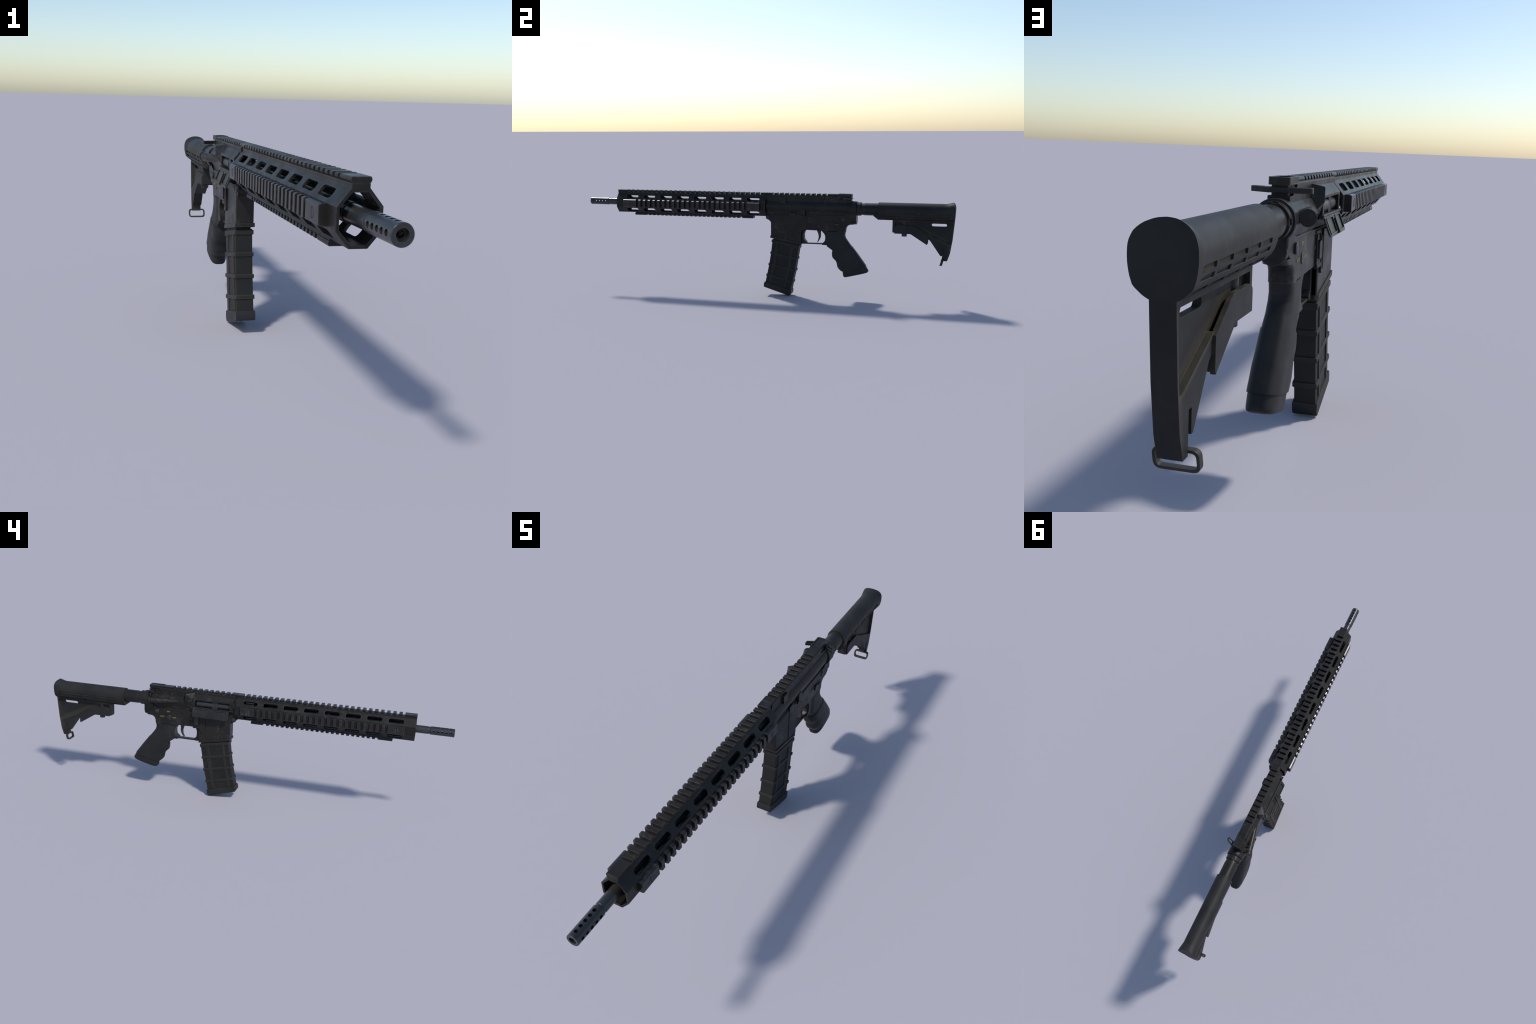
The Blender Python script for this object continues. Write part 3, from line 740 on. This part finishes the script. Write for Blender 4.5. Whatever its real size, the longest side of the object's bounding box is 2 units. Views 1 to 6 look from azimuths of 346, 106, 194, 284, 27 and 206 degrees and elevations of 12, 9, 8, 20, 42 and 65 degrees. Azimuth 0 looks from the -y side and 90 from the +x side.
for s in (1, -1):
    for k in range(5):
        y0 = 0.6570 + 0.0654 * k
        for (xa, za), (nx, nz), w in (((0.0363, 0.4535), (1, 0.0), 0.0082), ((0.0335, 0.4402), (0.94, -0.34), 0.0082), ((0.0240, 0.4245), (0.72, -0.69), 0.0080)):
            along = Vector((-nz, nx)); c = Vector((xa, za)); nn = Vector((nx, nz))
            if along.y < 0: along = -along
            q = []
            for d in (-0.0032, 0.012):
                q.append([(s * (c + nn * d + along * b).x, y, (c + nn * d + along * b).y) for y, b in
                          round_poly([(y0, -w / 2), (y0 + 0.0562, -w / 2), (y0 + 0.0562, w / 2), (y0, w / 2)], 0.0022)])
            loft(q, cut)
stock = finish(loft(secs), "stock", BUTT, root, bevel=0.0010, segs=2, angle=40, cutters=cut)
# bevelled toe at the front of the stock
toe = [(0.5960, 0.4375), (0.6000, 0.4335), (0.6205, 0.4182), (0.6400, 0.4182), (0.6400, 0.4450), (0.5960, 0.4450)]
finish(prism(toe, "x", -0.0165, 0.0165), "stock_toe", BUTT, stock, bevel=0.0016)

# triangular web below, with pocket, strap slot and a slit for the sling loop
ZS = [0.4260, 0.4180, 0.4000, 0.3600, 0.3209, 0.2880, 0.2551, 0.2218]
web = [(0.6940, 0.4260), (0.6940, 0.3556), (0.7075, 0.3556), (0.7075, 0.3700), (0.8000, 0.3700), (0.8670, 0.3300), (0.8815, 0.3210), (0.9340, 0.2458),
       (0.9410, 0.2458), (0.9410, 0.2800), (0.9505, 0.2800), (0.9505, 0.2215), (back_y(0.2215), 0.2215)] + [(back_y(z) - (0.0005 if z > 0.42 else 0.0), z) for z in ZS[::-1][1:]]
bm = prism(web, "x", -0.0166, 0.0166)
web_ob = finish(bm, "stock_web", WEB, stock, bevel=0)
pocket = round_poly([(0.7060, 0.4108), (0.7060, 0.3400), (0.8400, 0.3400), (0.8640, 0.3560), (0.9765, 0.3040), (0.9830, 0.3070), (0.9905, 0.4000), (0.9900, 0.4108)], 0.003)
cut = bmesh.new()
prism(pocket, "x", 0.0062, 0.05, cut); prism(pocket, "x", -0.05, -0.0062, cut)
carve(web_ob, cut)
carve(web_ob, prism(slot_pts((0.9235, 0.3988), 0.0745, 0.0140, 6), "x", -0.05, 0.05))
ease(web_ob, 0.0009)

# release lever: two cheek plates bridged underneath, with its plunger
lev = [(0.7045, 0.3512), (0.7845, 0.3510), (0.7921, 0.3465), (0.8672, 0.2990), (0.8700, 0.3060), (0.8700, 0.3515), (0.8143, 0.3850), (0.7955, 0.3946), (0.7160, 0.3946), (0.7045, 0.3870)]
lev = round_poly(lev, [0.001, 0.004, 0.006, 0.001, 0.001, 0.001, 0.006, 0.006, 0.012, 0.012][:len(lev)])
for s in (1, -1):
    finish(prism(lev, "x", s * 0.0134, s * 0.0212), "release_lever", BUTT, stock, bevel=0.0016)
finish(prism([(0.7050, 0.3512), (0.7845, 0.3512), (0.8650, 0.3010), (0.8690, 0.3200), (0.7900, 0.3680), (0.7050, 0.3680)], "x", -0.0136, 0.0136), "lever_bridge", BUTT, stock, bevel=0.001)
bm = loft([[(0.0130 * math.cos(2 * math.pi * i / 24), 0.7520 + 0.0130 * math.sin(2 * math.pi * i / 24), z) for i in range(24)] for z in (0.3365, 0.4180)])
finish(bm, "lever_plunger", PIN, stock, bevel=0.0012, angle=50)

# sling loop: flat strap bent forward, a tang into the slit and a rounded window
def strap(z):
    """centre line of the loop in side view: y at height z"""
    return interp([(0.190, 0.9350), (0.1985, 0.9375), (0.2180, 0.9430), (0.2400, 0.9462), (0.2800, 0.9462), (0.30, 0.9462)], z)[0]
outer_l = round_poly([(-0.0310, 0.1975), (0.0310, 0.1975), (0.0310, 0.2292), (-0.0310, 0.2292)], 0.0110, 6)
inner_l = round_poly([(-0.0265, 0.2020), (0.0265, 0.2020), (0.0265, 0.2250), (-0.0265, 0.2250)], 0.0075, 6)
TH = 0.0060
bm = bmesh.new()
R = [[bm.verts.new((x, strap(z) + d, z)) for x, z in o] for o in (outer_l, inner_l) for d in (-TH, TH)]
n = len(outer_l)
for i in range(n):
    j = (i + 1) % n
    bm.faces.new((R[0][i], R[0][j], R[2][j], R[2][i])); bm.faces.new((R[1][j], R[1][i], R[3][i], R[3][j]))
    bm.faces.new((R[0][j], R[0][i], R[1][i], R[1][j])); bm.faces.new((R[2][i], R[2][j], R[3][j], R[3][i]))
loop = finish(bm, "sling_loop", LOOPM, stock, bevel=0.0008)
bm = loft([[(sx, strap(z) + d, z) for sx, d in ((-w, -0.0042), (w, -0.0042), (w, 0.0040), (-w, 0.0040))] for z, w in ((0.2265, 0.0125), (0.2400, 0.0118), (0.2820, 0.0118))])
finish(bm, "loop_tang", LOOPM, stock, bevel=0.0008)

bpy.context.view_layer.update()
